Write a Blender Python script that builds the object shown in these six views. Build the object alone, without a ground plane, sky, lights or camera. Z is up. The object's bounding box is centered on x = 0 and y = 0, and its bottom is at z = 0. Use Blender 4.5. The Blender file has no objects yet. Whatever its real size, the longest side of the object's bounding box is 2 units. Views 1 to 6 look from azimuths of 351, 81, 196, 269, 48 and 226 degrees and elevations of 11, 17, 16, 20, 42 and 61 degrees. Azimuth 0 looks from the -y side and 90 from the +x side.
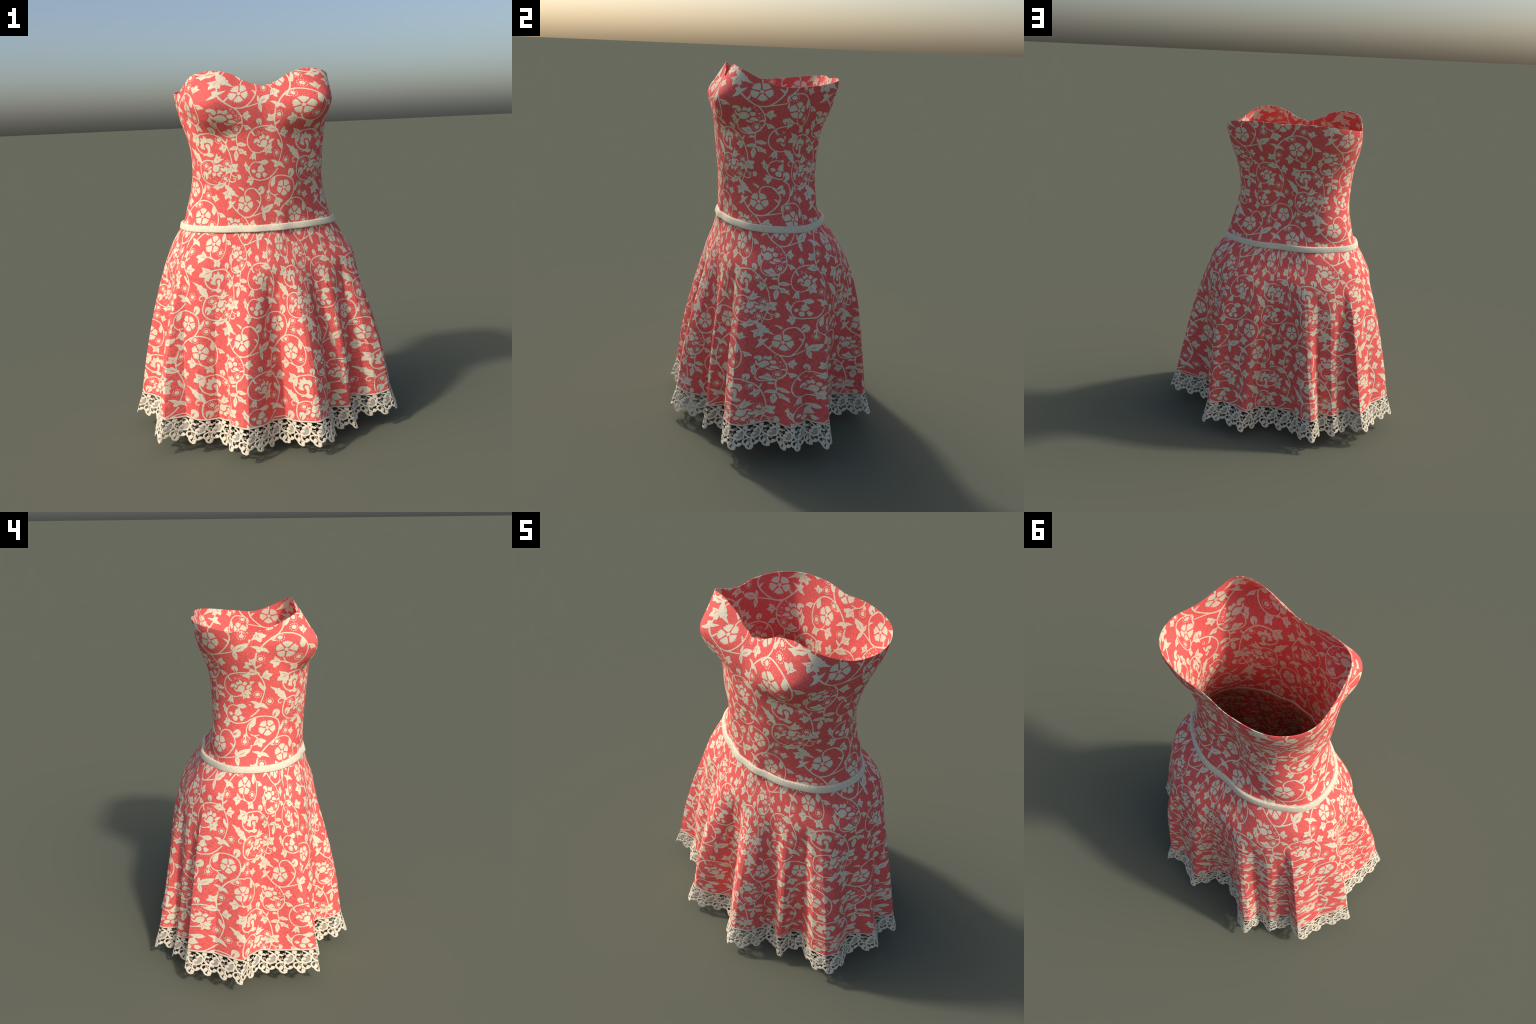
"""A strapless sweetheart-neck dress: fitted printed bodice, cream piped waist,
flared and folded printed skirt with a scalloped lace hem.

Cloth is built flat, pattern-cutter fashion: the floral print is laid out as
2D motifs on a repeating square, cut into the cloth sheet by a constrained
triangulation, and the sheet is then wrapped on the dress form.
Angles run from the front (-y) towards +x.
"""
import math
import bpy
import numpy as np
from mathutils import Vector
from mathutils.geometry import delaunay_2d_cdt

rng = np.random.default_rng(7)
AX, AY = -0.0083, -0.05          # axis of the body form
WAIST_Z = 1.192
CLOTH = 0.003                    # thickness of the cloth


# ------------------------------------------------------------------ curves
def hermite(x, xs, ys, flat_ends=False):
    """Cubic interpolation of ys (first axis) at x."""
    x, xs, ys = np.asarray(x, float), np.asarray(xs, float), np.asarray(ys, float)
    ext = (slice(None),) + (None,) * (ys.ndim - 1)
    h = np.diff(xs)[ext]
    d = np.diff(ys, axis=0) / h
    m = np.zeros_like(ys)
    m[1:-1] = (d[:-1] * h[1:] + d[1:] * h[:-1]) / (h[1:] + h[:-1])
    if not flat_ends:
        m[0], m[-1] = d[0], d[-1]
    i = np.clip(np.searchsorted(xs, x) - 1, 0, len(xs) - 2)
    hh = (xs[i + 1] - xs[i])
    t = ((x - xs[i]) / hh)[ext]
    hh = hh[ext]
    return ((2 * t**3 - 3 * t**2 + 1) * ys[i] + (t**3 - 2 * t**2 + t) * hh * m[i]
            + (3 * t**2 - 2 * t**3) * ys[i + 1] + (t**3 - t**2) * hh * m[i + 1])


def smooth_ring(y, sigma):
    """Gaussian smoothing of samples that close on themselves (sigma in samples)."""
    k = np.arange(-int(4 * sigma) - 1, int(4 * sigma) + 2)
    w = np.exp(-0.5 * (k / sigma) ** 2)
    w /= w.sum()
    return sum(wi * np.roll(y, ki) for wi, ki in zip(w, k))


# ------------------------------------------------------------ bodice form
# radius of the (left-right symmetric) body form: rows = angle from the front, columns = height
BODY_ANGLE = np.radians([0, 15, 30, 45, 60, 75, 90, 110, 130, 155, 180])
BODY_Z = np.array([1.14, 1.2, 1.3, 1.4, 1.5, 1.6, 1.68, 1.76, 1.84, 1.92, 2.0])
BODY_R = np.array([
    [0.259, 0.257, 0.257, 0.259, 0.270, 0.283, 0.285, 0.288, 0.277, 0.237, 0.185],
    [0.271, 0.266, 0.265, 0.269, 0.278, 0.287, 0.295, 0.308, 0.297, 0.249, 0.197],
    [0.282, 0.270, 0.275, 0.285, 0.292, 0.297, 0.305, 0.343, 0.349, 0.290, 0.234],
    [0.314, 0.301, 0.294, 0.295, 0.310, 0.318, 0.325, 0.400, 0.427, 0.370, 0.303],
    [0.365, 0.337, 0.321, 0.319, 0.338, 0.347, 0.362, 0.399, 0.428, 0.410, 0.377],
    [0.425, 0.386, 0.355, 0.341, 0.351, 0.361, 0.370, 0.377, 0.402, 0.397, 0.397],
    [0.469, 0.415, 0.382, 0.363, 0.357, 0.362, 0.376, 0.400, 0.411, 0.409, 0.426],
    [0.469, 0.432, 0.402, 0.371, 0.355, 0.364, 0.385, 0.412, 0.438, 0.453, 0.451],
    [0.430, 0.386, 0.370, 0.347, 0.339, 0.352, 0.365, 0.399, 0.430, 0.450, 0.428],
    [0.394, 0.339, 0.285, 0.277, 0.281, 0.284, 0.298, 0.330, 0.359, 0.375, 0.395],
    [0.360, 0.304, 0.252, 0.228, 0.226, 0.236, 0.256, 0.286, 0.314, 0.334, 0.350]])
# sweetheart neckline: height of the top edge against angle from the front
NECK_ANGLE = np.radians([0, 8, 16, 24, 32, 40, 50, 62, 75, 90, 110, 130, 155, 180])
NECK_Z = np.array([1.914, 1.926, 1.935, 1.953, 1.974, 1.990, 2.001, 1.984, 1.944, 1.909, 1.915, 1.935, 1.947, 1.940])


def fold_angle(theta):
    return np.abs((theta + np.pi) % (2 * np.pi) - np.pi)


def body_radius(theta, z):
    rows = hermite(fold_angle(theta), BODY_ANGLE, BODY_R, True)
    h = np.diff(BODY_Z)
    d = np.diff(rows, axis=1) / h
    m = np.zeros_like(rows)
    m[:, 1:-1] = (d[:, :-1] * h[1:] + d[:, 1:] * h[:-1]) / (h[1:] + h[:-1])
    m[:, 0], m[:, -1] = d[:, 0], d[:, -1]
    i = np.clip(np.searchsorted(BODY_Z, z) - 1, 0, len(BODY_Z) - 2)
    t, hh, k = (z - BODY_Z[i]) / h[i], h[i], np.arange(len(rows))
    return ((2 * t**3 - 3 * t**2 + 1) * rows[k, i] + (t**3 - 2 * t**2 + t) * hh * m[k, i]
            + (3 * t**2 - 2 * t**3) * rows[k, i + 1] + (t**3 - t**2) * hh * m[k, i + 1])


def bodice_point(theta, z):
    r = body_radius(theta, z)
    return np.stack([AX + r * np.sin(theta), AY - r * np.cos(theta), z], -1)


def neckline(theta):
    return hermite(fold_angle(theta), NECK_ANGLE, NECK_Z)


# -------------------------------------------------------------- skirt form
# the folded hem, (angle, radius) about the origin: ridges and valleys of the cloth
HEM = [(3, .404), (10, .50), (16.5, .567), (19, .572), (27, .545), (36, .465), (41, .463), (45, .54), (47, .545),
       (54, .50), (59, .515), (62, .645), (67, .712), (72, .718), (82, .642), (87, .66), (92, .724), (94,
       .724), (101, .66), (106.5, .735), (109, .733), (111, .70), (118, .52), (130, .452), (138, .465), (143.5, .54), (145.5, .622), (149.2, .630), (152.5, .55), (161, .54), (169, .558), (171.5, .55), (177, .427),
       (188, .394), (203, .475), (208, .60), (212, .64), (214.5, .635), (220, .562), (226, .624), (228.5,
       .624), (232, .605), (237, .61), (239.2, .71), (241, .708), (252, .683), (263.5, .728), (265.5, .732),
       (268.5, .67), (272, .633), (275, .618), (285, .65), (295.5, .703), (299.2, .708), (302.5, .595), (309.5, .563), (312, .535), (316, .468), (324, .47), (329, .535), (337, .573), (340, .573), (346,
       .515), (354.5, .412)]
# the hips: radius every 20 degrees all round, just below the waist and at the hip
UNDER_WAIST_R = [0.290, 0.289, 0.318, 0.382, 0.452, 0.490, 0.514, 0.469, 0.408, 0.376, 0.388, 0.446, 0.503, 0.492, 0.460, 0.391, 0.324, 0.292]
HIP_R = [0.324, 0.327, 0.345, 0.426, 0.514, 0.541, 0.547, 0.525, 0.476, 0.430, 0.455, 0.502, 0.537, 0.536, 0.504, 0.446, 0.354, 0.332]
# how far the fold ridges and the valleys between them belly out half way down, every 20 degrees
BELLY = [0.027, 0.025, 0.029, 0.036, 0.024, -0.012, 0.030, 0.044, 0.000, 0.030, 0.008, 0.001, 0.010, 0.016, 0.043, 0.030, 0.025, 0.026]
VALLEY = [-0.010, 0.012, 0.012, 0.024, -0.012, 0.024, 0.002, 0.010, 0.022, -0.010, -0.016, -0.018, -0.010, -0.025, -0.054, 0.010, 0.025, 0.022]
# roundness of the seat below the hip, every 20 degrees from front to back
SEAT = [-0.005, -0.005, -0.005, -0.006, -0.005, 0.004, 0.013, 0.018, 0.020, 0.020]
HIP_S = 0.2                      # the hip lies this share of the way from waist to hem
STEP = 0.1
RING = np.arange(0, 360, STEP)

ha = np.radians([a for a, _ in HEM])
hr = np.array([r for _, r in HEM])
hx, hy = hr * np.sin(ha) - AX, -hr * np.cos(ha) - AY
hang = np.degrees(np.arctan2(hx, -hy)) % 360
order = np.argsort(hang)
hang, hrad, hz = hang[order], np.hypot(hx, hy)[order], (.195 + .2 * (hr - .57))[order]


def around(values):
    return np.interp(RING, np.r_[hang[-1] - 360, hang, hang[0] + 360], np.r_[values[-1], values, values[0]])


def every20(values):
    v = np.array(values)
    n = len(v)
    x = RING / 20
    i = np.floor(x).astype(int) % n
    f = x - np.floor(x)
    a, b, c, d = v[i - 1], v[i], v[(i + 1) % n], v[(i + 2) % n]
    return .5 * (2 * b + (c - a) * f + (2 * a - 5 * b + 4 * c - d) * f**2 + (3 * b - a - 3 * c + d) * f**3)


HEM_R = around(hrad)
HEM_Z = smooth_ring(around(hz), 6 / STEP)
window = np.stack([np.roll(HEM_R, int(round(k / STEP))) for k in range(-24, 25)])
valley, crest = smooth_ring(window.min(0), 8 / STEP), smooth_ring(window.max(0), 8 / STEP)
RIDGE = np.clip((HEM_R - valley) / (crest - valley + 1e-6), 0, 1)
BELLY_R = every20(BELLY) * RIDGE + every20(VALLEY) * (1 - RIDGE)
SEAT_R = every20(SEAT + SEAT[-2:0:-1])
UPPER = every20(UNDER_WAIST_R)
HIP = every20(HIP_R)
WAIST_R = body_radius(np.radians(RING), np.full(len(RING), WAIST_Z))
def ring_lookup(theta, table):
    x = (np.degrees(theta) % 360) / STEP
    i = np.floor(x).astype(int)
    f = (x - i).reshape(-1, *[1] * (table.ndim - 1))
    n = len(table)
    return table[i % n] * (1 - f) + table[(i + 1) % n] * f


LEVEL = np.array([0, .1, .2, .3, .42, .58, .78, 1.0])
drop = np.clip((LEVEL - HIP_S) / (1 - HIP_S), 0, 1)
# fold lines that lean sideways on their way up: (angle at the hem, lean at the hip, spread), degrees
LEANING = [(297, 7.0, 9.0), (95, -2.0, 9.0), (209, 4.5, 8.0)]


def lean(deg):
    return sum(l * np.exp(-(((deg - c + 180) % 360 - 180) / w) ** 2) for c, l, w in LEANING)


def at_level(table, d):
    """A ring table read at the true angle that each fold line has reached at this level."""
    return np.interp((RING - lean(RING) * (1 - d)) % 360, np.r_[RING, 360], np.r_[table, table[0]])


SKIRT_TABLE = np.stack([at_level(HIP, d) + (HEM_R - at_level(HIP, d)) * d + BELLY_R * 4 * d * (1 - d)
                        + at_level(SEAT_R, d) * 9.48 * d * (1 - d) ** 3 for d in drop], 1)
SKIRT_TABLE[:, 0], SKIRT_TABLE[:, 1] = at_level(WAIST_R, 0), at_level(UPPER, 0)


def skirt_at(theta, s):
    """Skirt surface on the fold line that meets the hem at this angle, s = 0 at the waist and 1 at the hem."""
    rows = ring_lookup(theta, SKIRT_TABLE)
    h = np.diff(LEVEL)
    d = np.diff(rows, axis=1) / h
    m = np.zeros_like(rows)
    m[:, 1:-1] = (d[:, :-1] * h[1:] + d[:, 1:] * h[:-1]) / (h[1:] + h[:-1])
    m[:, 0], m[:, -1] = d[:, 0], d[:, -1]
    i = np.clip(np.searchsorted(LEVEL, s) - 1, 0, len(LEVEL) - 2)
    t, hh, k = (s - LEVEL[i]) / h[i], h[i], np.arange(len(rows))
    r = ((2 * t**3 - 3 * t**2 + 1) * rows[k, i] + (t**3 - 2 * t**2 + t) * hh * m[k, i]
         + (3 * t**2 - 2 * t**3) * rows[k, i + 1] + (t**3 - t**2) * hh * m[k, i + 1])
    z = WAIST_Z - s * (WAIST_Z - ring_lookup(theta, HEM_Z))
    turn = np.clip((1 - s) / (1 - HIP_S), 0, 1)
    theta = theta - np.radians(lean(np.degrees(theta))) * turn
    return np.stack([AX + r * np.sin(theta), AY - r * np.cos(theta), z], -1)


def spread(level, d):
    """Cloth columns run evenly along the folded cloth, not by angle: shift in degrees of each column, and arc length."""
    ang = np.radians(RING - lean(RING) * (1 - d))
    edge = np.stack([level * np.sin(ang), -level * np.cos(ang)], 1)
    speed = np.linalg.norm(np.roll(edge, -1, 0) - edge, axis=1)
    even = .1 + .9 * smooth_ring(speed, .4 / STEP) / smooth_ring(speed, 16 / STEP)
    column = np.r_[0, np.cumsum(even)]
    column *= 360 / column[-1]
    shift = np.interp(RING, column, np.r_[RING, 360]) - RING
    return shift - np.median(shift), np.r_[0, np.cumsum(speed)]


SHIFT = np.stack([spread(SKIRT_TABLE[:, k], d)[0] * min(1, d * 4) for k, d in enumerate(drop)], 1)
HEM_LENGTH = spread(HEM_R, 1.0)[1]


def fold_line(column_deg, s):
    """Hem angle (degrees) of the fold line under a cloth column at level s."""
    rows = ring_lookup(np.radians(column_deg), SHIFT)
    i = np.clip(np.searchsorted(LEVEL, s) - 1, 0, len(LEVEL) - 2)
    f = np.clip((s - LEVEL[i]) / (LEVEL[i + 1] - LEVEL[i]), 0, 1)
    k = np.arange(len(rows))
    return column_deg + rows[k, i] * (1 - f) + rows[k, i + 1] * f


def skirt_point(column, s):
    return skirt_at(np.radians(fold_line(np.degrees(column), s)), s)


def lace_point(theta, t):
    """t metres below the hem along the lace, which flares outwards."""
    p = skirt_at(theta, np.ones_like(theta))
    out = LACE_OUT * t
    p[:, 0] += np.sin(theta) * out
    p[:, 1] -= np.cos(theta) * out
    p[:, 2] -= t * math.sqrt(1 - LACE_OUT**2)
    return p


LACE_OUT = 0.32


# ------------------------------------------------------- motifs of the print
def spline(points, closed=True, step=0.008):
    """Rounded outline through control points, resampled evenly."""
    p = np.asarray(points, float)
    n = len(p)
    out = []
    for i in range(n if closed else n - 1):
        if closed:
            a, b, c, d = p[i - 1], p[i], p[(i + 1) % n], p[(i + 2) % n]
        else:
            a, b, c, d = p[max(i - 1, 0)], p[i], p[i + 1], p[min(i + 2, n - 1)]
        m = max(1, int(round(np.linalg.norm(c - b) / step)))
        for k in range(m):
            t = k / m
            out.append(b + 0.35 * (c - a) * (t**3 - 2 * t**2 + t) + (3 * t**2 - 2 * t**3) * (c - b)
                       + 0.35 * (d - b) * (t**3 - t**2))
    if not closed:
        out.append(p[-1])
    return np.array(out)


def mirrored(half):
    return half + [(x, -y) for x, y in reversed(half[:-1])]


# outlines with the foot at (0, 0) and the tip at (1, 0)
OUTLINE = {
    "maple": [(0, .05), (.14, .07), (.24, .28), (.36, .4), (.56, .64), (.59, .42), (.66, .27), (.82, .25), (1, .05),
              (.87, -.08), (.72, -.2), (.76, -.38), (.64, -.6), (.44, -.45), (.27, -.33), (.17, -.1), (0, -.05)],
    "heart": [(0, .06), (.12, .3), (.42, .5), (.78, .46), (1, .12), (.9, -.3), (.62, -.4), (.34, -.3), (.08, -.14),
              (.4, -.1), (.62, .03), (.36, .06)],
    "comma": [(0, .16), (.4, .24), (.8, .2), (1, .02), (.75, .0), (.4, -.06), (0, -.16)],
    "drop": [(0, .04), (.22, .14), (.55, .25), (.82, .17), (1, 0), (.84, -.16), (.58, -.22), (.24, -.12), (0, -.04)],
    "wing": [(0, .04), (.22, .05), (.38, .27), (.58, .36), (.67, .2), (.84, .1), (1, 0), (.76, -.15), (.45, -.22),
             (.2, -.13), (0, -.04)],
    "thorn": [(0, .08), (.3, .3), (.5, .14), (.78, .2), (1, .05), (.62, -.14), (.3, -.14), (0, -.08)],
    "acanthus": [(0, .04), (.12, .12), (.28, .16), (.35, .22), (.44, .16), (.56, .14), (.64, .18), (.7, .1), (.86, .06),
                 (1, 0), (.87, -.03), (.7, -.07), (.62, -.14), (.52, -.12), (.44, -.17), (.28, -.14), (.12, -.09), (0, -.04)],
    "forked": [(0, .04), (.26, .13), (.4, .3), (.5, .18), (.68, .1), (1, .04), (.84, -.09), (.74, -.26), (.56, -.17),
               (.38, -.22), (.16, -.1), (0, -.04)],
    "tulip": [(0, .1), (.28, .28), (.62, .34), (.97, .46), (.74, .14), (1, .02), (.74, -.13), (.9, -.46), (.6, -.36),
              (.28, -.27), (0, -.1)],
    "lobe": [(0, .08), (.22, .2), (.5, .28), (.62, .2), (.8, .2), (1, 0), (.78, -.14), (.62, -.2), (.36, -.26), (0, -.09)],
    "bird": [(-.2, -.3), (-.16, .1), (.1, .3), (.38, .34), (.6, .26), (.82, .12), (1, 0), (.76, -.04), (.5, -.04), (.26, -.1), (.08, -.32)],
    "bird_right": [(-.2, .3), (-.16, -.1), (.1, -.3), (.38, -.34), (.6, -.26), (.82, -.12), (1, 0), (.76, .04), (.5, .04), (.26, .1), (.08, .32)],
}

# leaves and buds of one pattern repeat: kind, foot, tip (repeat = 1 x 1, y downwards)
LEAVES = [
    ("maple", (0.381, 0.369), (0.471, 0.338)),
    ("maple", (0.332, 0.250), (0.272, 0.187)),
    ("thorn", (0.411, 0.498), (0.356, 0.418)),
    ("maple", (0.228, 0.477), (0.307, 0.533)),
    ("maple", (0.343, 0.943), (0.386, 1.036)),
    ("maple", (0.686, 0.981), (0.699, 0.905)),
    ("drop", (0.669, 0.011), (0.675, 0.103)),
    ("wing", (0.714, 0.079), (0.792, 0.120)),
    ("maple", (0.547, 0.228), (0.446, 0.236)),
    ("maple", (0.669, 0.245), (0.626, 0.319)),
    ("maple", (0.626, 0.345), (0.514, 0.414)),
    ("heart", (0.759, 0.346), (0.757, 0.280)),
    ("comma", (0.849, 0.432), (0.866, 0.387)),
    ("maple", (0.870, 0.464), (0.788, 0.486)),
    ("drop", (0.655, 0.526), (0.739, 0.539)),
    ("acanthus", (0.600, 0.606), (0.453, 0.462)),
    ("tulip", (0.736, 0.607), (0.799, 0.543)),
    ("wing", (0.892, 0.647), (0.824, 0.719)),
    ("heart", (0.610, 0.763), (0.630, 0.687)),
    ("forked", (0.816, 0.801), (0.672, 0.845)),
    ("acanthus", (0.802, 0.812), (0.944, 0.931)),
    ("maple", (0.840, 0.861), (0.800, 0.955)),
    ("heart", (0.489, 0.769), (0.522, 0.687)),
    ("comma", (0.549, 0.896), (0.585, 0.810)),
    ("drop", (0.337, 0.757), (0.297, 0.850)),
    ("drop", (0.270, 0.874), (0.242, 0.909)),
    ("heart", (0.137, 0.902), (0.210, 0.850)),
    ("wing", (0.372, 0.329), (0.240, 0.314)),
    ("comma", (0.343, 0.274), (0.385, 0.237)),
    ("comma", (0.455, 0.016), (0.493, 0.031)),
    ("heart", (0.194, 0.284), (0.170, 0.223)),
    ("comma", (0.164, 1.003), (0.119, 0.968)),
    ("comma", (0.908, 0.062), (0.925, 0.020)),
    ("maple", (0.028, 0.193), (0.111, 0.193)),
    ("comma", (0.031, 0.248), (-0.016, 0.268)),
    ("wing", (0.028, 0.276), (0.109, 0.315)),
    ("forked", (0.806, 0.299), (0.808, 0.192)),
    ("comma", (0.996, 0.868), (0.939, 0.842)),
    ("wing", (0.961, 0.360), (0.841, 0.328)),
    ("drop", (0.958, 0.398), (0.905, 0.400)),
    ("lobe", (-0.034, 0.443), (0.052, 0.452)),
    ("lobe", (0.961, 0.471), (0.883, 0.492)),
    ("forked", (-0.042, 0.483), (0.054, 0.547)),
    ("lobe", (0.948, 0.503), (0.941, 0.598)),
    ("tulip", (0.124, 0.522), (0.102, 0.596)),
    ("comma", (0.109, 0.332), (0.143, 0.376)),
    ("forked", (0.061, 0.711), (0.028, 0.603)),
    ("maple", (0.110, 0.769), (0.030, 0.797)),
    ("drop", (0.165, 0.615), (0.269, 0.618)),
    ("maple", (0.865, 0.631), (0.954, 0.691)),
    ("lobe", (0.191, 0.084), (0.310, 0.013)),
    ("lobe", (0.191, 0.084), (0.183, 0.017)),
    ("lobe", (0.191, 0.084), (0.214, 0.168)),
    ("bird", (0.368, 0.108), (0.307, 0.071)),
    ("bird_right", (0.371, 0.103), (0.442, 0.139)),
    ("bird", (0.354, 0.643), (0.289, 0.598)),
    ("bird_right", (0.354, 0.638), (0.444, 0.679)),
    ("bird", (0.842, 0.988), (0.905, 0.964)),
    ("bird_right", (0.852, -0.011), (0.806, 0.050)),
    ("peony", (0.226, 0.462), (0.231, 0.369)),
    ("peony", (0.868, 0.224), (0.932, 0.153)),
    ("peony2", (0.738, 0.645), (0.752, 0.734)),
    ("swirl", (0.698, 0.490), (0.680, 0.366)),
    ("berry", (0.197, 0.648), (0.173, 0.754)),
    ("bud", (0.941, 0.744), (0.981, 0.743)),
]
STEMS = [
    ("stem", (0.350, 0.133), (0.338, 0.199), (0.336, 0.254), (0.347, 0.315), (0.381, 0.369), (0.405, 0.424), (0.413, 0.480), (0.405, 0.531), (0.389, 0.587), (0.373, 0.628)),
    ("stem", (0.363, 0.327), (0.331, 0.306), (0.273, 0.291), (0.208, 0.290), (0.144, 0.306), (0.096, 0.339), (0.067, 0.390), (0.061, 0.438), (0.074, 0.479), (0.102, 0.513), (0.155, 0.529), (0.196, 0.521), (0.227, 0.502), (0.237, 0.474)),
    ("stem", (0.205, 0.519), (0.251, 0.515)),
    ("stem", (0.368, 0.677), (0.330, 0.720), (0.277, 0.763), (0.226, 0.777), (0.167, 0.783), (0.110, 0.767), (0.075, 0.737), (0.062, 0.695), (0.071, 0.654), (0.096, 0.623), (0.133, 0.612), (0.169, 0.618), (0.197, 0.635), (0.199, 0.652)),
    ("stem", (0.374, 0.093), (0.411, 0.046), (0.460, 0.003), (0.506, -0.024), (0.555, -0.035), (0.606, -0.030), (0.651, -0.009), (0.685, 0.029), (0.710, 0.080), (0.718, 0.124), (0.715, 0.179), (0.697, 0.227), (0.669, 0.250), (0.633, 0.257), (0.592, 0.244), (0.565, 0.218), (0.557, 0.191)),
    ("stem", (0.587, 0.245), (0.547, 0.226)),
    ("stem", (0.469, 1.016), (0.508, 0.970), (0.533, 0.932), (0.547, 0.886), (0.545, 0.837), (0.529, 0.795), (0.488, 0.766), (0.434, 0.749), (0.382, 0.746), (0.326, 0.758), (0.287, 0.787), (0.270, 0.828), (0.270, 0.869), (0.285, 0.903), (0.320, 0.927), (0.366, 0.922)),
    ("stem", (0.326, 0.926), (0.347, 0.950)),
    ("stem", (0.267, 0.874), (0.261, 0.930)),
    ("stem", (0.681, 0.526), (0.628, 0.522), (0.587, 0.493), (0.567, 0.456), (0.565, 0.421), (0.590, 0.372), (0.631, 0.346), (0.680, 0.339), (0.727, 0.337), (0.766, 0.353), (0.811, 0.385), (0.846, 0.427), (0.867, 0.476), (0.887, 0.536), (0.897, 0.597), (0.899, 0.642), (0.888, 0.697), (0.875, 0.732), (0.853, 0.787), (0.840, 0.827), (0.838, 0.876), (0.843, 0.943), (0.861, 0.990)),
    ("stem", (0.863, 0.009), (0.889, 0.045), (0.919, 0.078), (0.953, 0.107), (0.983, 0.126), (1.004, 0.157), (1.023, 0.189), (1.031, 0.232), (1.029, 0.268), (1.019, 0.303), (0.994, 0.334)),
    ("stem", (1.025, 0.288), (0.996, 0.335), (0.963, 0.358), (0.927, 0.373), (0.888, 0.375), (0.846, 0.361), (0.821, 0.327), (0.822, 0.282), (0.835, 0.250), (0.853, 0.231)),
    ("stem", (-0.017, 0.122), (0.012, 0.125), (0.050, 0.119), (0.088, 0.093), (0.131, 0.050), (0.162, 0.003), (0.167, -0.033)),
    ("stem", (0.050, 0.117), (0.108, 0.106), (0.180, 0.087)),
    ("stem", (0.003, 0.920), (0.011, 0.883), (0.040, 0.859), (0.082, 0.853), (0.124, 0.867), (0.158, 0.911)),
    ("stem", (0.110, 0.864), (0.144, 0.897), (0.167, 0.932), (0.171, 0.974), (0.153, 1.015), (0.126, 1.051)),
    ("stem", (0.597, 0.604), (0.583, 0.628), (0.574, 0.675), (0.574, 0.726), (0.585, 0.754), (0.611, 0.783), (0.657, 0.807), (0.719, 0.817), (0.779, 0.806), (0.820, 0.788), (0.852, 0.762)),
    ("stem", (0.597, 0.609), (0.622, 0.593), (0.664, 0.582), (0.704, 0.588), (0.726, 0.616), (0.736, 0.645)),
    ("stem", (0.704, 0.588), (0.742, 0.590)),
    ("stem", (0.591, 0.602), (0.568, 0.586), (0.543, 0.588), (0.527, 0.606), (0.531, 0.625), (0.546, 0.633), (0.557, 0.623)),
    ("stem", (0.862, 0.776), (0.876, 0.788), (0.905, 0.788), (0.922, 0.771), (0.917, 0.753), (0.900, 0.756)),
    ("stem", (0.860, 0.659), (0.873, 0.701), (0.897, 0.731), (0.941, 0.744)),
    ("stem", (0.963, 0.358), (0.956, 0.398), (0.961, 0.443), (0.965, 0.467), (0.951, 0.491), (0.946, 0.511)),
    ("stem", (0.699, 0.498), (0.671, 0.531), (0.631, 0.539)),
]
FLOWERS = [
    ("flower", (0.003, -0.005), (0.011, 0.079)),
    ("flower", (0.565, 0.115), (0.568, 0.033)),
    ("flower", (0.432, 0.861), (0.437, 0.941)),
]
SEED_HEADS = [
    ("seed_head", (0.378, 0.191)),
    ("seed_head", (0.517, 0.005)),
    ("seed_head", (0.662, 0.191)),
    ("seed_head", (0.791, 0.400)),
    ("seed_head", (0.354, 0.536)),
    ("seed_head", (0.453, 0.605)),
    ("seed_head", (0.648, 0.635)),
    ("seed_head", (0.851, 0.618)),
    ("seed_head", (0.817, 0.756)),
    ("seed_head", (0.621, 0.835)),
    ("seed_head", (0.618, 0.918)),
    ("seed_head", (0.258, 0.947)),
    ("seed_head", (0.969, 0.309)),
]
POLLEN = [
    ("pollen", (0.226, 0.425)),
    ("pollen", (0.910, 0.199)),
    ("pollen", (0.746, 0.684)),
]


for _k in ("acanthus",):
    OUTLINE[_k] = [(x, y + .06 * math.sin(math.pi * x)) for x, y in OUTLINE[_k]]


def placed(local, foot, tip):
    foot, tip = np.array(foot), np.array(tip)
    ax = tip - foot
    ay = np.array([-ax[1], ax[0]])
    local = np.asarray(local, float)
    return foot + local[:, :1] * ax + local[:, 1:] * ay


def disc(c, r, n=10):
    a = np.arange(n) * 2 * np.pi / n
    return np.stack([c[0] + r * np.cos(a), c[1] + r * np.sin(a)], 1)


def ribbon(points, w0, w1, step=0.012):
    p = spline(points, False, step)
    t = np.gradient(p, axis=0)
    t /= np.linalg.norm(t, axis=1)[:, None]
    nrm = np.stack([-t[:, 1], t[:, 0]], 1)
    w = np.linspace(w0, w1, len(p))[:, None] / 2
    return np.vstack([p + nrm * w, (p - nrm * w)[::-1]])


def petal_outline():
    polar = [(.2, 0), (.32, 21), (.5, 28.5), (.7, 31), (.84, 30), (.93, 24), (.86, 18), (.98, 11), (.89, 5), (1.03, 0)]
    pts = [(r * math.cos(math.radians(a)), r * math.sin(math.radians(a))) for r, a in polar]
    return pts + [(x, -y) for x, y in reversed(pts[1:-1])]


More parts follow.
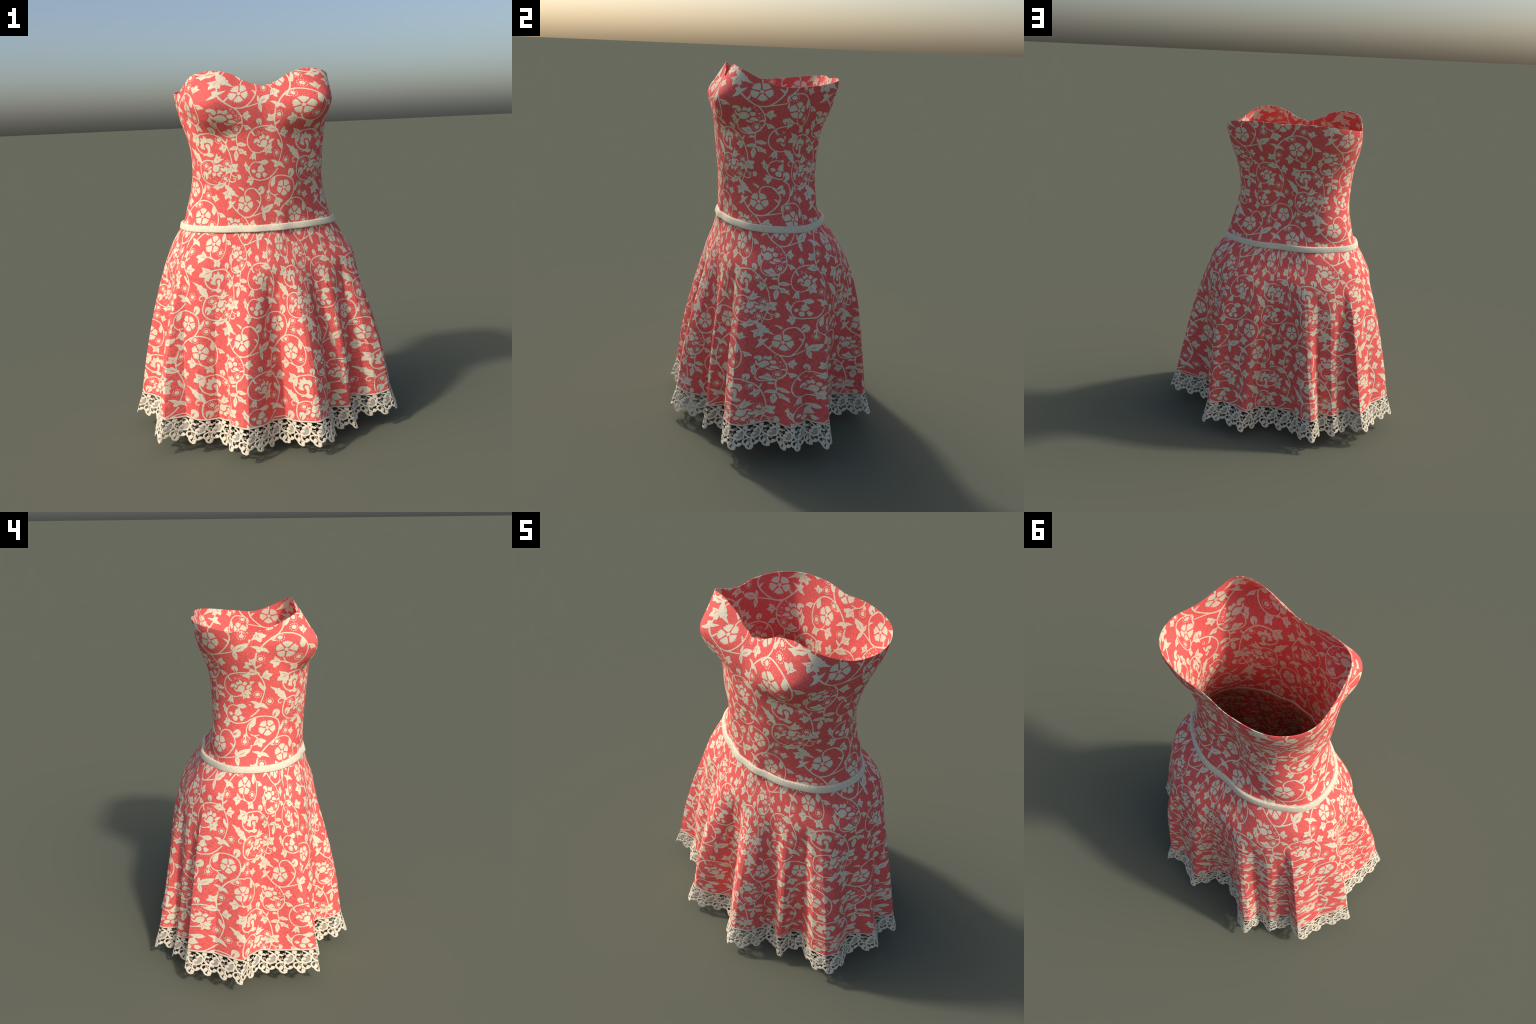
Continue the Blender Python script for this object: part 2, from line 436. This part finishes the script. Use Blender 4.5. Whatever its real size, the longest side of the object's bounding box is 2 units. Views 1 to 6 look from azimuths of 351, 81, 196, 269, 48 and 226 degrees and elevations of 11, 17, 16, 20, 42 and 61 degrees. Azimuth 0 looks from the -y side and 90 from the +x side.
def compound(kind, foot, tip):
    """Flower heads made of several petals."""
    shapes = []
    add = lambda pts: shapes.append(placed((spline(pts, True, .09) - (.3, 0)) * 1.15 + (.3, 0), foot, tip))
    if kind.startswith("peony"):
        for petal in ([(.13, -.35), (.38, -.25), (.5, 0), (.38, .28), (.09, .25), (-.13, .09), (-.13, -.17), (-.04, -.4)],
                      [(.30, -1.0), (.52, -.87), (.59, -.65), (.48, -.45), (.30, -.39), (.17, -.5), (.30, -.70), (.17, -.87)],
                      [(.17, -.72), (.07, -.48), (-.1, -.3), (-.15, -.39), (0, -.61)],
                      [(.74, -.48), (.80, -.22), (1.0, -.17), (.83, .05), (.6, -.01), (.57, -.22), (.41, -.35), (.57, -.43)],
                      [(.74, .13), (.87, .35), (.70, .5), (.5, .38), (.5, .22), (.59, .1)],
                      [(.39, .43), (.57, .65), (.57, .96), (.35, .78), (.17, .48)],
                      [(.04, .3), (.12, .52), (.24, .76), (.02, .65), (-.07, .39)]):
            add(petal)
    elif kind == "swirl":
        add([(.12, -.24), (.24, -.52), (.4, -.56), (.48, -.44), (.64, -.54), (.68, -.38), (.92, -.34), (.8, -.2), (1, -.04),
             (.76, .08), (.76, .28), (.56, .4), (.36, .32), (.24, .2), (.44, .18), (.54, .02), (.52, -.18), (.36, -.26)])
        add([(.4, -.14), (.46, -.02), (.4, .1), (.24, .12), (0, .08), (-.2, -.04), (-.28, -.2), (-.1, -.1), (.14, -.08), (.28, -.16)])
    elif kind == "berry":
        add([(-.05, .04), (.2, .3), (.34, .28), (.5, .34), (.56, .14), (.56, -.02), (.44, -.16), (.3, -.3), (.12, -.1)])
        add([(.6, .1), (.66, .34), (.84, .4), (.98, .2), (.96, .0), (.76, -.04)])
        add([(.46, .5), (.56, .42), (.68, .5), (.7, .66), (.56, .8), (.44, .66)])
        add([(.5, -.22), (.64, -.14), (.82, -.26), (.86, -.42), (.66, -.52), (.6, -.6), (.52, -.42)])
    elif kind == "bud":
        for ang in range(-100, 101, 40):
            a = math.radians(ang)
            shapes.append(placed(disc((.35 + .42 * math.cos(a), .42 * math.sin(a)), .24, 7), foot, tip))
        shapes.append(placed(disc((.35, 0), .3, 8), foot, tip))
    return shapes


# slits of ground colour left open along the leaf ribs
VEINS = {
    "maple": [[(.16, .0), (.42, .05), (.72, .03), (.42, -.015)], [(.3, .06), (.44, .22), (.5, .36), (.38, .2)]],
    "forked": [[(.14, .0), (.4, .035), (.66, .02), (.4, -.02)]],
    "wing": [[(.18, .0), (.42, .05), (.66, .04), (.42, .0)]],
    "tulip": [[(.3, .0), (.5, .03), (.68, .0), (.5, -.03)]],
    "lobe": [[(.12, .0), (.4, .035), (.62, .01), (.4, -.02)]],
}
VEIN_SHAPES = []


def pattern_repeat():
    """All closed outlines of one repeat."""
    shapes = []
    for kind, foot, tip in FLOWERS:
        centre = np.array(foot)
        for k in range(5):
            a = 2 * np.pi * k / 5
            q = np.array([[math.cos(a), math.sin(a)], [-math.sin(a), math.cos(a)]])
            shapes.append(placed(spline(petal_outline(), True, .12) @ q, foot, tip))
        shapes.append(placed(disc((0, 0), .18, 10), foot, tip))
    for kind, c in SEED_HEADS:
        shapes.append(disc(c, .0185, 12))
        for k in range(12):
            a = 2 * np.pi * (k + .3) / 12
            shapes.append(disc((c[0] + .031 * math.cos(a), c[1] + .031 * math.sin(a)), .0045, 6))
    for kind, foot, tip in LEAVES:
        if kind in OUTLINE:
            length = math.dist(foot, tip)
            slim = .88 if kind in ("maple", "heart", "acanthus", "forked", "wing", "lobe") else 1.0
            shapes.append(placed(spline(OUTLINE[kind], True, max(.006 / length, .035)) * (1, slim), foot, tip))
            for vein in VEINS.get(kind, ()):
                VEIN_SHAPES.append(placed(np.array(vein), foot, tip))
        else:
            shapes.extend(compound(kind, foot, tip))
    for kind, *pts in STEMS:
        shapes.append(ribbon(pts, .0122, .0080))
    for (kind, c), toward in zip(POLLEN, (-90, 0, 90)):
        for k in range(24):
            a, r = math.radians(toward + rng.uniform(-65, 65)), rng.uniform(.06, .105)
            shapes.append(disc((c[0] + r * math.cos(a), c[1] + .015 * math.copysign(1, toward) + r * math.sin(a)), rng.uniform(.003, .0045), 5))
    return shapes


REPEAT = pattern_repeat()


# ----------------------------------------------------------- sheets of cloth
def inside(pts, poly):
    """Even-odd point in polygon."""
    x, y = pts[:, 0][:, None], pts[:, 1][:, None]
    a, b = poly, np.roll(poly, -1, 0)
    cross = ((a[:, 1] > y) != (b[:, 1] > y))
    with np.errstate(divide="ignore", invalid="ignore"):
        xi = a[:, 0] + (y - a[:, 1]) * (b[:, 0] - a[:, 0]) / (b[:, 1] - a[:, 1])
    return (np.sum(cross & (x < xi), axis=1) % 2) == 1


def cut_sheet(border, shapes, grid, creases=(), slits=()):
    """Triangulate the region inside border with every shape's outline cut in; returns points, triangles, printed flag."""
    pts, edges = [], []
    base = 0
    for poly in [border] + list(shapes) + list(slits):
        n = len(poly)
        pts.append(poly)
        edges.extend((base + i, base + (i + 1) % n) for i in range(n))
        base += n
    for line in creases:
        pts.append(line)
        edges.extend((base + i, base + i + 1) for i in range(len(line) - 1))
        base += len(line)
    pts.append(grid)
    flat = [Vector(p) for p in np.vstack(pts)]
    v, e, f, *_ = delaunay_2d_cdt(flat, edges, [], 0, 1e-6, False)
    v = np.array([tuple(q) for q in v])
    f = np.array([tuple(t) for t in f if len(t) == 3])
    c = v[f].mean(1)
    keep = inside_large(c, border)
    f, c = f[keep], c[keep]
    area = np.cross(v[f[:, 1]] - v[f[:, 0]], v[f[:, 2]] - v[f[:, 0]])
    f = f[np.abs(area) > 1e-12]
    c = v[f].mean(1)
    printed = np.zeros(len(f), bool)
    order = np.argsort(c[:, 0])
    cx = c[order, 0]
    for poly, ink in [(q, True) for q in shapes] + [(q, False) for q in slits]:
        lo, hi = poly.min(0), poly.max(0)
        idx = order[np.searchsorted(cx, lo[0]):np.searchsorted(cx, hi[0])]
        idx = idx[(c[idx, 1] >= lo[1]) & (c[idx, 1] <= hi[1])]
        if len(idx):
            printed[idx[inside(c[idx], poly)]] = ink
    return v, f, printed


def inside_large(c, poly):
    out = np.zeros(len(c), bool)
    for i in range(0, len(c), 20000):
        out[i:i + 20000] = inside(c[i:i + 20000], poly)
    return out


def tiled(lo, hi, source=None):
    """Pattern outlines that touch the rectangle lo..hi."""
    out = []
    for i in range(math.floor(lo[0]) - 1, math.ceil(hi[0]) + 1):
        for j in range(math.floor(lo[1]) - 1, math.ceil(hi[1]) + 1):
            for s in (REPEAT if source is None else source):
                q = s + (i, j)
                if (q.max(0) > lo).all() and (q.min(0) < hi).all():
                    out.append(q)
    return out


def grid_points(lo, hi, dx, dy):
    xs = np.arange(lo[0] + dx / 2, hi[0], dx)
    ys = np.arange(lo[1] + dy / 2, hi[1], dy)
    g = np.stack(np.meshgrid(xs, ys, indexing="ij"), -1)
    g[:, ::2, 0] += dx * .25
    g[:, 1::2, 0] -= dx * .25
    return g.reshape(-1, 2)


def make_mesh(name, co, faces, corner_normals, material, parent, kind=None):
    used, inv = np.unique(faces, return_inverse=True)
    faces = inv.reshape(faces.shape)
    me = bpy.data.meshes.new(name)
    me.vertices.add(len(used))
    me.vertices.foreach_set("co", co[used].astype(np.float32).ravel())
    n, w = faces.shape
    me.loops.add(n * w)
    me.loops.foreach_set("vertex_index", faces.astype(np.int32).ravel())
    me.polygons.add(n)
    me.polygons.foreach_set("loop_start", np.arange(0, n * w, w, dtype=np.int32))
    me.update(calc_edges=True)
    me.polygons.foreach_set("use_smooth", np.ones(n, bool))
    me.materials.append(material)
    if corner_normals is not None:
        me.normals_split_custom_set(corner_normals.reshape(-1, 3).astype(np.float32))
    ob = bpy.data.objects.new(name, me)
    bpy.context.scene.collection.objects.link(ob)
    ob.parent = parent
    if kind:
        ob["kind"] = kind
    return ob


def thicken(co, tri, nrm, t):
    """Second skin t inside the first and walls along open edges."""
    n = len(co)
    e = np.vstack([tri[:, [0, 1]], tri[:, [1, 2]], tri[:, [2, 0]]])
    owner = np.tile(np.arange(len(tri)), 3)
    key = np.sort(e, 1)
    _, idx, cnt = np.unique(key[:, 0] * n + key[:, 1], return_index=True, return_counts=True)
    open_ = idx[cnt == 1]
    a, b = e[open_, 0], e[open_, 1]
    walls = np.vstack([np.stack([b, a, a + n], 1), np.stack([b, a + n, b + n], 1)])
    tris = np.vstack([tri, tri[:, ::-1] + n, walls])
    own = np.concatenate([np.arange(len(tri)), np.arange(len(tri)), owner[open_], owner[open_]])
    return np.vstack([co, co - nrm * t]), tris, np.vstack([nrm, -nrm]), own


def frame(fn, u, v, du, dv):
    p = fn(u, v)
    tu = fn(u + du, v) - fn(u - du, v)
    tv = fn(u, v + dv) - fn(u, v - dv)
    n = np.cross(tu, tv)
    return p, n / np.linalg.norm(n, axis=1)[:, None]


# ------------------------------------------------------------------ materials
def node(nt, kind, **props):
    n = nt.nodes.new(kind)
    for k, v in props.items():
        setattr(n, k, v)
    return n


def cloth_material(name, colour, vary, thread=430.0, rough=.85, bump=.25):
    m = bpy.data.materials.new(name)
    m.use_nodes = True
    nt = m.node_tree
    L = nt.links.new
    bsdf = nt.nodes["Principled BSDF"]
    tc = node(nt, "ShaderNodeTexCoord")
    sep = node(nt, "ShaderNodeSeparateXYZ")
    L(tc.outputs["Object"], sep.inputs[0])
    neg = node(nt, "ShaderNodeMath", operation="MULTIPLY")
    neg.inputs[1].default_value = -1
    L(sep.outputs["Y"], neg.inputs[0])
    ang = node(nt, "ShaderNodeMath", operation="ARCTAN2")
    L(sep.outputs["X"], ang.inputs[0])
    L(neg.outputs[0], ang.inputs[1])
    arc = node(nt, "ShaderNodeMath", operation="MULTIPLY")
    arc.inputs[1].default_value = 0.5
    L(ang.outputs[0], arc.inputs[0])
    comb = node(nt, "ShaderNodeCombineXYZ")
    L(arc.outputs[0], comb.inputs[0])
    L(sep.outputs["Z"], comb.inputs[1])
    heights = []
    for sx, sy in ((thread, thread * .14), (thread * .14, thread)):
        mp = node(nt, "ShaderNodeMapping")
        mp.inputs["Scale"].default_value = (sx, sy, 1)
        L(comb.outputs[0], mp.inputs["Vector"])
        nz = node(nt, "ShaderNodeTexNoise", noise_dimensions="2D")
        nz.inputs["Scale"].default_value = 1
        nz.inputs["Detail"].default_value = 2
        L(mp.outputs[0], nz.inputs["Vector"])
        heights.append(nz.outputs["Fac"])
    add = node(nt, "ShaderNodeMath", operation="ADD")
    L(heights[0], add.inputs[0])
    L(heights[1], add.inputs[1])
    ramp = node(nt, "ShaderNodeMapRange")
    ramp.inputs["From Min"].default_value = .72
    ramp.inputs["From Max"].default_value = 1.28
    ramp.inputs["To Min"].default_value = 1 - vary
    ramp.inputs["To Max"].default_value = 1 + vary
    L(add.outputs[0], ramp.inputs["Value"])
    mul = node(nt, "ShaderNodeVectorMath", operation="SCALE")
    mul.inputs[0].default_value = colour
    L(ramp.outputs[0], mul.inputs["Scale"])
    L(mul.outputs[0], bsdf.inputs["Base Color"])
    bp = node(nt, "ShaderNodeBump")
    bp.inputs["Strength"].default_value = bump
    bp.inputs["Distance"].default_value = .0008
    L(add.outputs[0], bp.inputs["Height"])
    L(bp.outputs[0], bsdf.inputs["Normal"])
    bsdf.inputs["Roughness"].default_value = rough
    bsdf.inputs["Specular IOR Level"].default_value = .15
    return m


RED = cloth_material("red_linen", (0.76, 0.124, 0.110), .25, thread=430)
CREAM = cloth_material("cream_print", (0.71, 0.63, 0.465), .14, thread=430)
PIPING = cloth_material("cream_piping", (0.70, 0.63, 0.475), .17, thread=430)
LACE = cloth_material("cream_lace", (0.73, 0.64, 0.49), .05, thread=700)
BAND_CLOTH = cloth_material("lace_heading", (0.62, 0.54, 0.42), .15)
TULLE = cloth_material("lace_tulle", (0.37, 0.33, 0.27), .22, thread=520)


# --------------------------------------------------------------------- build
dress = bpy.data.objects.new("dress", None)
bpy.context.scene.collection.objects.link(dress)
dress["label"] = "strapless red dress with cream floral print and lace hem"
dress["category"] = "dress"


def corner_normals(fn, uv, tri, ref, du, dv, pull=.2):
    """Normals seen just inside each triangle's corners, so that creases stay crisp."""
    c = uv[tri]
    c = c * (1 - pull) + c.mean(1, keepdims=True) * pull
    c = c.reshape(-1, 2)
    _, n = frame(fn, c[:, 0], c[:, 1], du, dv)
    n = n.reshape(-1, 3, 3)
    side = np.sign((n * ref[tri]).sum(-1, keepdims=True))
    return n * np.where(side == 0, 1, side)


def sheet_objects(name, parts, parent):
    """parts: list of (points, triangles, normals, corner normals, printed). Joins panels, thickens, splits cloth and print."""
    co, tri, nrm, printed = [], [], [], []
    base = 0
    for p, t, n, cn, pr in parts:
        c2, t2, _, o2 = thicken(p, t, n, CLOTH)
        m = len(t)
        g = np.cross(c2[t2[2 * m:, 1]] - c2[t2[2 * m:, 0]], c2[t2[2 * m:, 2]] - c2[t2[2 * m:, 0]])
        g /= np.linalg.norm(g, axis=1)[:, None] + 1e-12
        co.append(c2)
        tri.append(t2 + base)
        nrm.append(np.concatenate([cn, -cn[:, ::-1], np.repeat(g[:, None], 3, 1)]))
        printed.append(pr[o2])
        base += len(c2)
    co, tri, nrm, printed = np.vstack(co), np.vstack(tri), np.concatenate(nrm), np.concatenate(printed)
    cloth = make_mesh(name, co, tri[~printed], nrm[~printed], RED, parent)
    make_mesh("floral_print", co, tri[printed], nrm[printed], CREAM, cloth, "stuff")
    return cloth


def oriented(p, t, n):
    """Make triangle winding agree with the normals."""
    g = np.cross(p[t[:, 1]] - p[t[:, 0]], p[t[:, 2]] - p[t[:, 0]])
    flip = (g * n[t].mean(1)).sum(1) < 0
    t = t.copy()
    t[flip] = t[flip][:, ::-1]
    return t


# --- bodice: front and back panel meet at side seams, the print is cut there
SEAM = 97.0
FRONT_MAP = (np.array([-140., 140.]), (np.array([-140., 140.]) + 25) / 102.3)
BACK_MAP = (np.array([95., 104, 110, 140, 154, 179, 195, 209, 236, 254, 270]),
            np.array([-.53, -.433, -.31, 0, .195, .435, .57, .71, 1.0, 1.205, 1.39]))
panels = []
for lo_deg, hi_deg, (deg, rep), z0 in ((-SEAM, SEAM, FRONT_MAP, 1.878), (SEAM, 360 - SEAM, BACK_MAP, 1.860)):
    to_a = lambda d: hermite(np.asarray(d, float), deg, rep)
    degs = np.arange(deg[0], deg[-1] + .01, .25)
    reps = to_a(degs)
    to_deg = lambda a: np.interp(a, reps, degs)
    to_b = lambda z: (z0 - z) / .557
    top = np.linspace(lo_deg, hi_deg, 160)
    zt = neckline(np.radians(top))
    zl = np.linspace(zt[0], WAIST_Z - .012, 60)[1:]
    border = np.vstack([np.stack([to_a(top), to_b(zt)], 1),
                        np.stack([np.full(59, to_a([hi_deg])[0]), to_b(zl)], 1),
                        np.stack([np.linspace(to_a([hi_deg])[0], to_a([lo_deg])[0], 90)[1:], np.full(89, to_b(WAIST_Z - .012))], 1),
                        np.stack([np.full(58, to_a([lo_deg])[0]), to_b(zl[::-1][1:])], 1)])
    lo, hi = border.min(0), border.max(0)
    g = grid_points(lo, hi, .022, .022)
    g = g[inside_large(g, border)]
    v, f, printed = cut_sheet(border, tiled(lo, hi), g, (), tiled(lo, hi, VEIN_SHAPES))
    theta, z = np.radians(to_deg(v[:, 0])), z0 - v[:, 1] * .557
    p, n = frame(bodice_point, theta, z, .01, .004)
    f = oriented(p, f, n)
    panels.append((p, f, n, corner_normals(bodice_point, np.stack([theta, z], 1), f, n, .01, .004, 0), printed))
bodice = sheet_objects("bodice", panels, dress)

# --- skirt: one length of cloth with a seam at the centre back
SKIRT_DEG = np.array([183., 204, 260, 308, 370, 426, 486, 535, 543])
SKIRT_REP = np.array([-.40, 0, 1, 2, 3, 4, 5, 6, 6.16]) + .565
degs = np.arange(183, 543.01, .25)
reps = hermite(degs, SKIRT_DEG, SKIRT_REP)
lo = np.array([reps[0], (-.002 - .073) / .563 + .11])
hi = np.array([reps[-1], (1.01 - .073) / .563 + .11])
nx, ny = 700, 70
xs, ys = np.linspace(lo[0], hi[0], nx), np.linspace(lo[1], hi[1], ny)
border = np.vstack([np.stack([xs, np.full(nx, lo[1])], 1), np.stack([np.full(ny - 1, hi[0]), ys[1:]], 1),
                    np.stack([xs[::-1][1:], np.full(nx - 1, hi[1])], 1), np.stack([np.full(ny - 2, lo[0]), ys[::-1][1:-1]], 1)])
fine = np.arange(183, 543, .1)
marks = np.concatenate([np.r_[np.linspace(p, q, max(2, int(round((q - p) / 1.1)) + 1))[:-1]]
                        for p, q in zip(hang, np.r_[hang[1:], hang[0] + 360])])
grid = []
for b in np.arange(lo[1] + .014, hi[1] - .008, .028):
    true = fold_line(fine, np.full(len(fine), (.073 + (b - .11) * .563) / 1.01))
    for turn in (0, 360):
        m = marks + turn
        m = m[(m > true[0] + .3) & (m < true[-1] - .3)]
        col = np.interp(m, true, fine)
        grid.append(np.stack([np.interp(col, degs, reps), np.full(len(col), b)], 1))
creases = []
for h in np.r_[hang, hang + 360]:
    line = []
    for b in np.linspace(.26, 1, 28):
        true = fold_line(fine, np.full(len(fine), b))
        if true[0] + .2 < h < true[-1] - .2:
            line.append((np.interp(np.interp(h, true, fine), degs, reps), (b * 1.01 - .073) / .563 + .11))
    if len(line) == 28:
        creases.append(np.array(line))
v, f, printed = cut_sheet(border, tiled(lo, hi), np.vstack(grid), creases, tiled(lo, hi, VEIN_SHAPES))
theta = np.radians(np.interp(v[:, 0], reps, degs))
s = (.073 + (v[:, 1] - .11) * .563) / 1.01
p, n = frame(skirt_point, theta, s, .0025, .008)
n = -n
f = oriented(p, f, n)
cn = corner_normals(skirt_point, np.stack([theta, s], 1), f, n, .0012, .008)
skirt = sheet_objects("skirt", [(p, f, n, cn, printed)], dress)

# --- waist piping: flattened cord that wraps the seam
deg = np.radians(np.arange(0, 360, 2.0))
c = bodice_point(deg, np.full(len(deg), WAIST_Z))
tang = np.roll(c, -1, 0) - np.roll(c, 1, 0)
outw = np.stack([tang[:, 1], -tang[:, 0], 0 * tang[:, 0]], 1)
outw /= np.linalg.norm(outw, axis=1)[:, None]
sec = []
for k in range(16):
    a = 2 * np.pi * k / 16
    sec.append((np.sign(math.cos(a)) * abs(math.cos(a)) ** .45 * .0085, np.sign(math.sin(a)) * abs(math.sin(a)) ** .45 * .0172))
co = np.stack([c + outw * (dx + .003 - dz * .3) + np.array([0, 0, dz]) for dx, dz in sec], 1)
N, M = co.shape[:2]
ii, jj = np.meshgrid(np.arange(N), np.arange(M), indexing="ij")
quads = np.stack([ii * M + jj, (ii + 1) % N * M + jj, (ii + 1) % N * M + (jj + 1) % M, ii * M + (jj + 1) % M], -1).reshape(-1, 4)
make_mesh("waist_piping", co.reshape(-1, 3), quads, None, PIPING, dress)

# --- lace: one scallop cell drawn flat (width 1), repeated round the hem
CELL_W = 54
BAND = .085


def lace_cell():
    solid = [
        ribbon([(.25, .42), (.15, .42), (.06, .53), (.05, .72), (.15, .9), (.35, 1.05), (.55, 1.11), (.76, 1.06), (.92, .92),
                (.97, .7), (.93, .5), (.82, .34), (.66, .22), (.48, .12)], 0.122, 0.104, .05),
        ribbon([(.53, .72), (.42, .82), (.42, .95), (.52, 1.08)], 0.146, 0.098, .05),
        ribbon([(.34, 1.04), (.1, 1.05), (-.06, 1.16), (-.09, 1.32), (0, 1.48), (.14, 1.57), (.24, 1.5)], 0.091, 0.146, .05),
        ribbon([(.45, 1.1), (.39, 1.22), (.39, 1.36), (.46, 1.49), (.58, 1.56), (.72, 1.52)], 0.104, 0.146, .05),
        ribbon([(.08, 1.5), (.12, 1.68), (.22, 1.82), (.36, 1.87), (.49, 1.8)], 0.110, 0.146, .05),
        ribbon([(.0, .1), (-.08, .2), (-.03, .33), (.1, .35)], 0.110, 0.122, .05),
        disc((.07, .22), .11, 12), disc((.27, .46), .09, 12), disc((.6, .53), .105, 12), disc((.53, .76), .12, 12),
        disc((.2, 1.42), .13, 12), disc((.73, 1.43), .13, 12), disc((.42, 1.7), .13, 12),
        ribbon([(.62, .5), (.74, .42), (.84, .4)], 0.171, 0.146, .05),
        ribbon([(.36, 1.47), (.36, 1.62)], 0.049, 0.049, .05), ribbon([(.15, .34), (.22, .42)], 0.049, 0.049, .05),
        ribbon([(.90, .70), (1.1, .70)], 0.043, 0.043, .05), ribbon([(.86, .98), (1.0, 1.1)], 0.061, 0.061, .05),
        ribbon([(.84, 1.42), (.92, 1.36)], 0.061, 0.061, .05),
    ]
    for c, r in (((.44, .37), .06), ((.25, .74), .065), ((.23, 1.2), .06), ((.58, 1.2), .05)):
        solid.append(ribbon([(c[0] + r * math.cos(a), c[1] + r * math.sin(a)) for a in np.linspace(0, 6.2, 10)], .03, .03, .05))
        for a in (.6, 2.2, 3.8, 5.3):
            solid.append(ribbon([(c[0] + r * math.cos(a), c[1] + r * math.sin(a)),
                                 (c[0] + 2.2 * r * math.cos(a), c[1] + 2.2 * r * math.sin(a))], .022, .022, .05))
    net = [spline([(.62, .66), (.72, .5), (.86, .56), (.92, .74), (.84, .94), (.64, 1.05), (.48, 1.0), (.5, .86)], True, .1)]
    return solid, net


solid, net = lace_cell()
shapes = solid + net
big = np.array([(-1, -.5), (2.2, -.5), (2.2, 2.4), (-1, 2.4)], float)
v, f, hit = cut_sheet(big, shapes, grid_points((-.2, 0), (1.2, 1.95), .09, .09))
c = v[f].mean(1)
is_solid = np.zeros(len(f), bool)
for poly in solid:
    is_solid |= inside(c, poly)
f, is_solid = f[hit], is_solid[hit]

LACE_H = .069
x = np.linspace(0, CELL_W, CELL_W * 14, endpoint=False)
rows = [-.03, 0.05, BAND]
bt = np.stack(np.meshgrid(x, rows, indexing="ij"), -1).reshape(-1, 2)
ii, jj = np.meshgrid(np.arange(len(x)), np.arange(2), indexing="ij")
w = len(rows)
q = np.stack([ii * w + jj, (ii + 1) % len(x) * w + jj, (ii + 1) % len(x) * w + jj + 1, ii * w + jj + 1], -1).reshape(-1, 4)
tri = np.vstack([q[:, :3], q[:, [0, 2, 3]]])


def lace_frame(pts):
    th = np.radians(np.interp(pts[:, 0] / CELL_W % 1 * HEM_LENGTH[-1], HEM_LENGTH, np.r_[RING, 360]))
    p, n = frame(lace_point, th, pts[:, 1] * LACE_H, .003, .004)
    return p, -n


p, n = lace_frame(bt)
p = p + n * .0015
co, tris, nn, _ = thicken(p, oriented(p, tri, n), n, .0035)
lace = make_mesh("lace_trim", co, tris, None, BAND_CLOTH, dress)
for k in range(CELL_W):
    p, n = lace_frame(v + (k, 0))
    t = oriented(p, f, n)
    co, tris, nn, own = thicken(p, t, n, .0022)
    scallop = make_mesh("lace_scallop", co, tris[is_solid[own]], None, LACE, lace)
    make_mesh("lace_netting", co, tris[~is_solid[own]], None, TULLE, lace, "stuff")
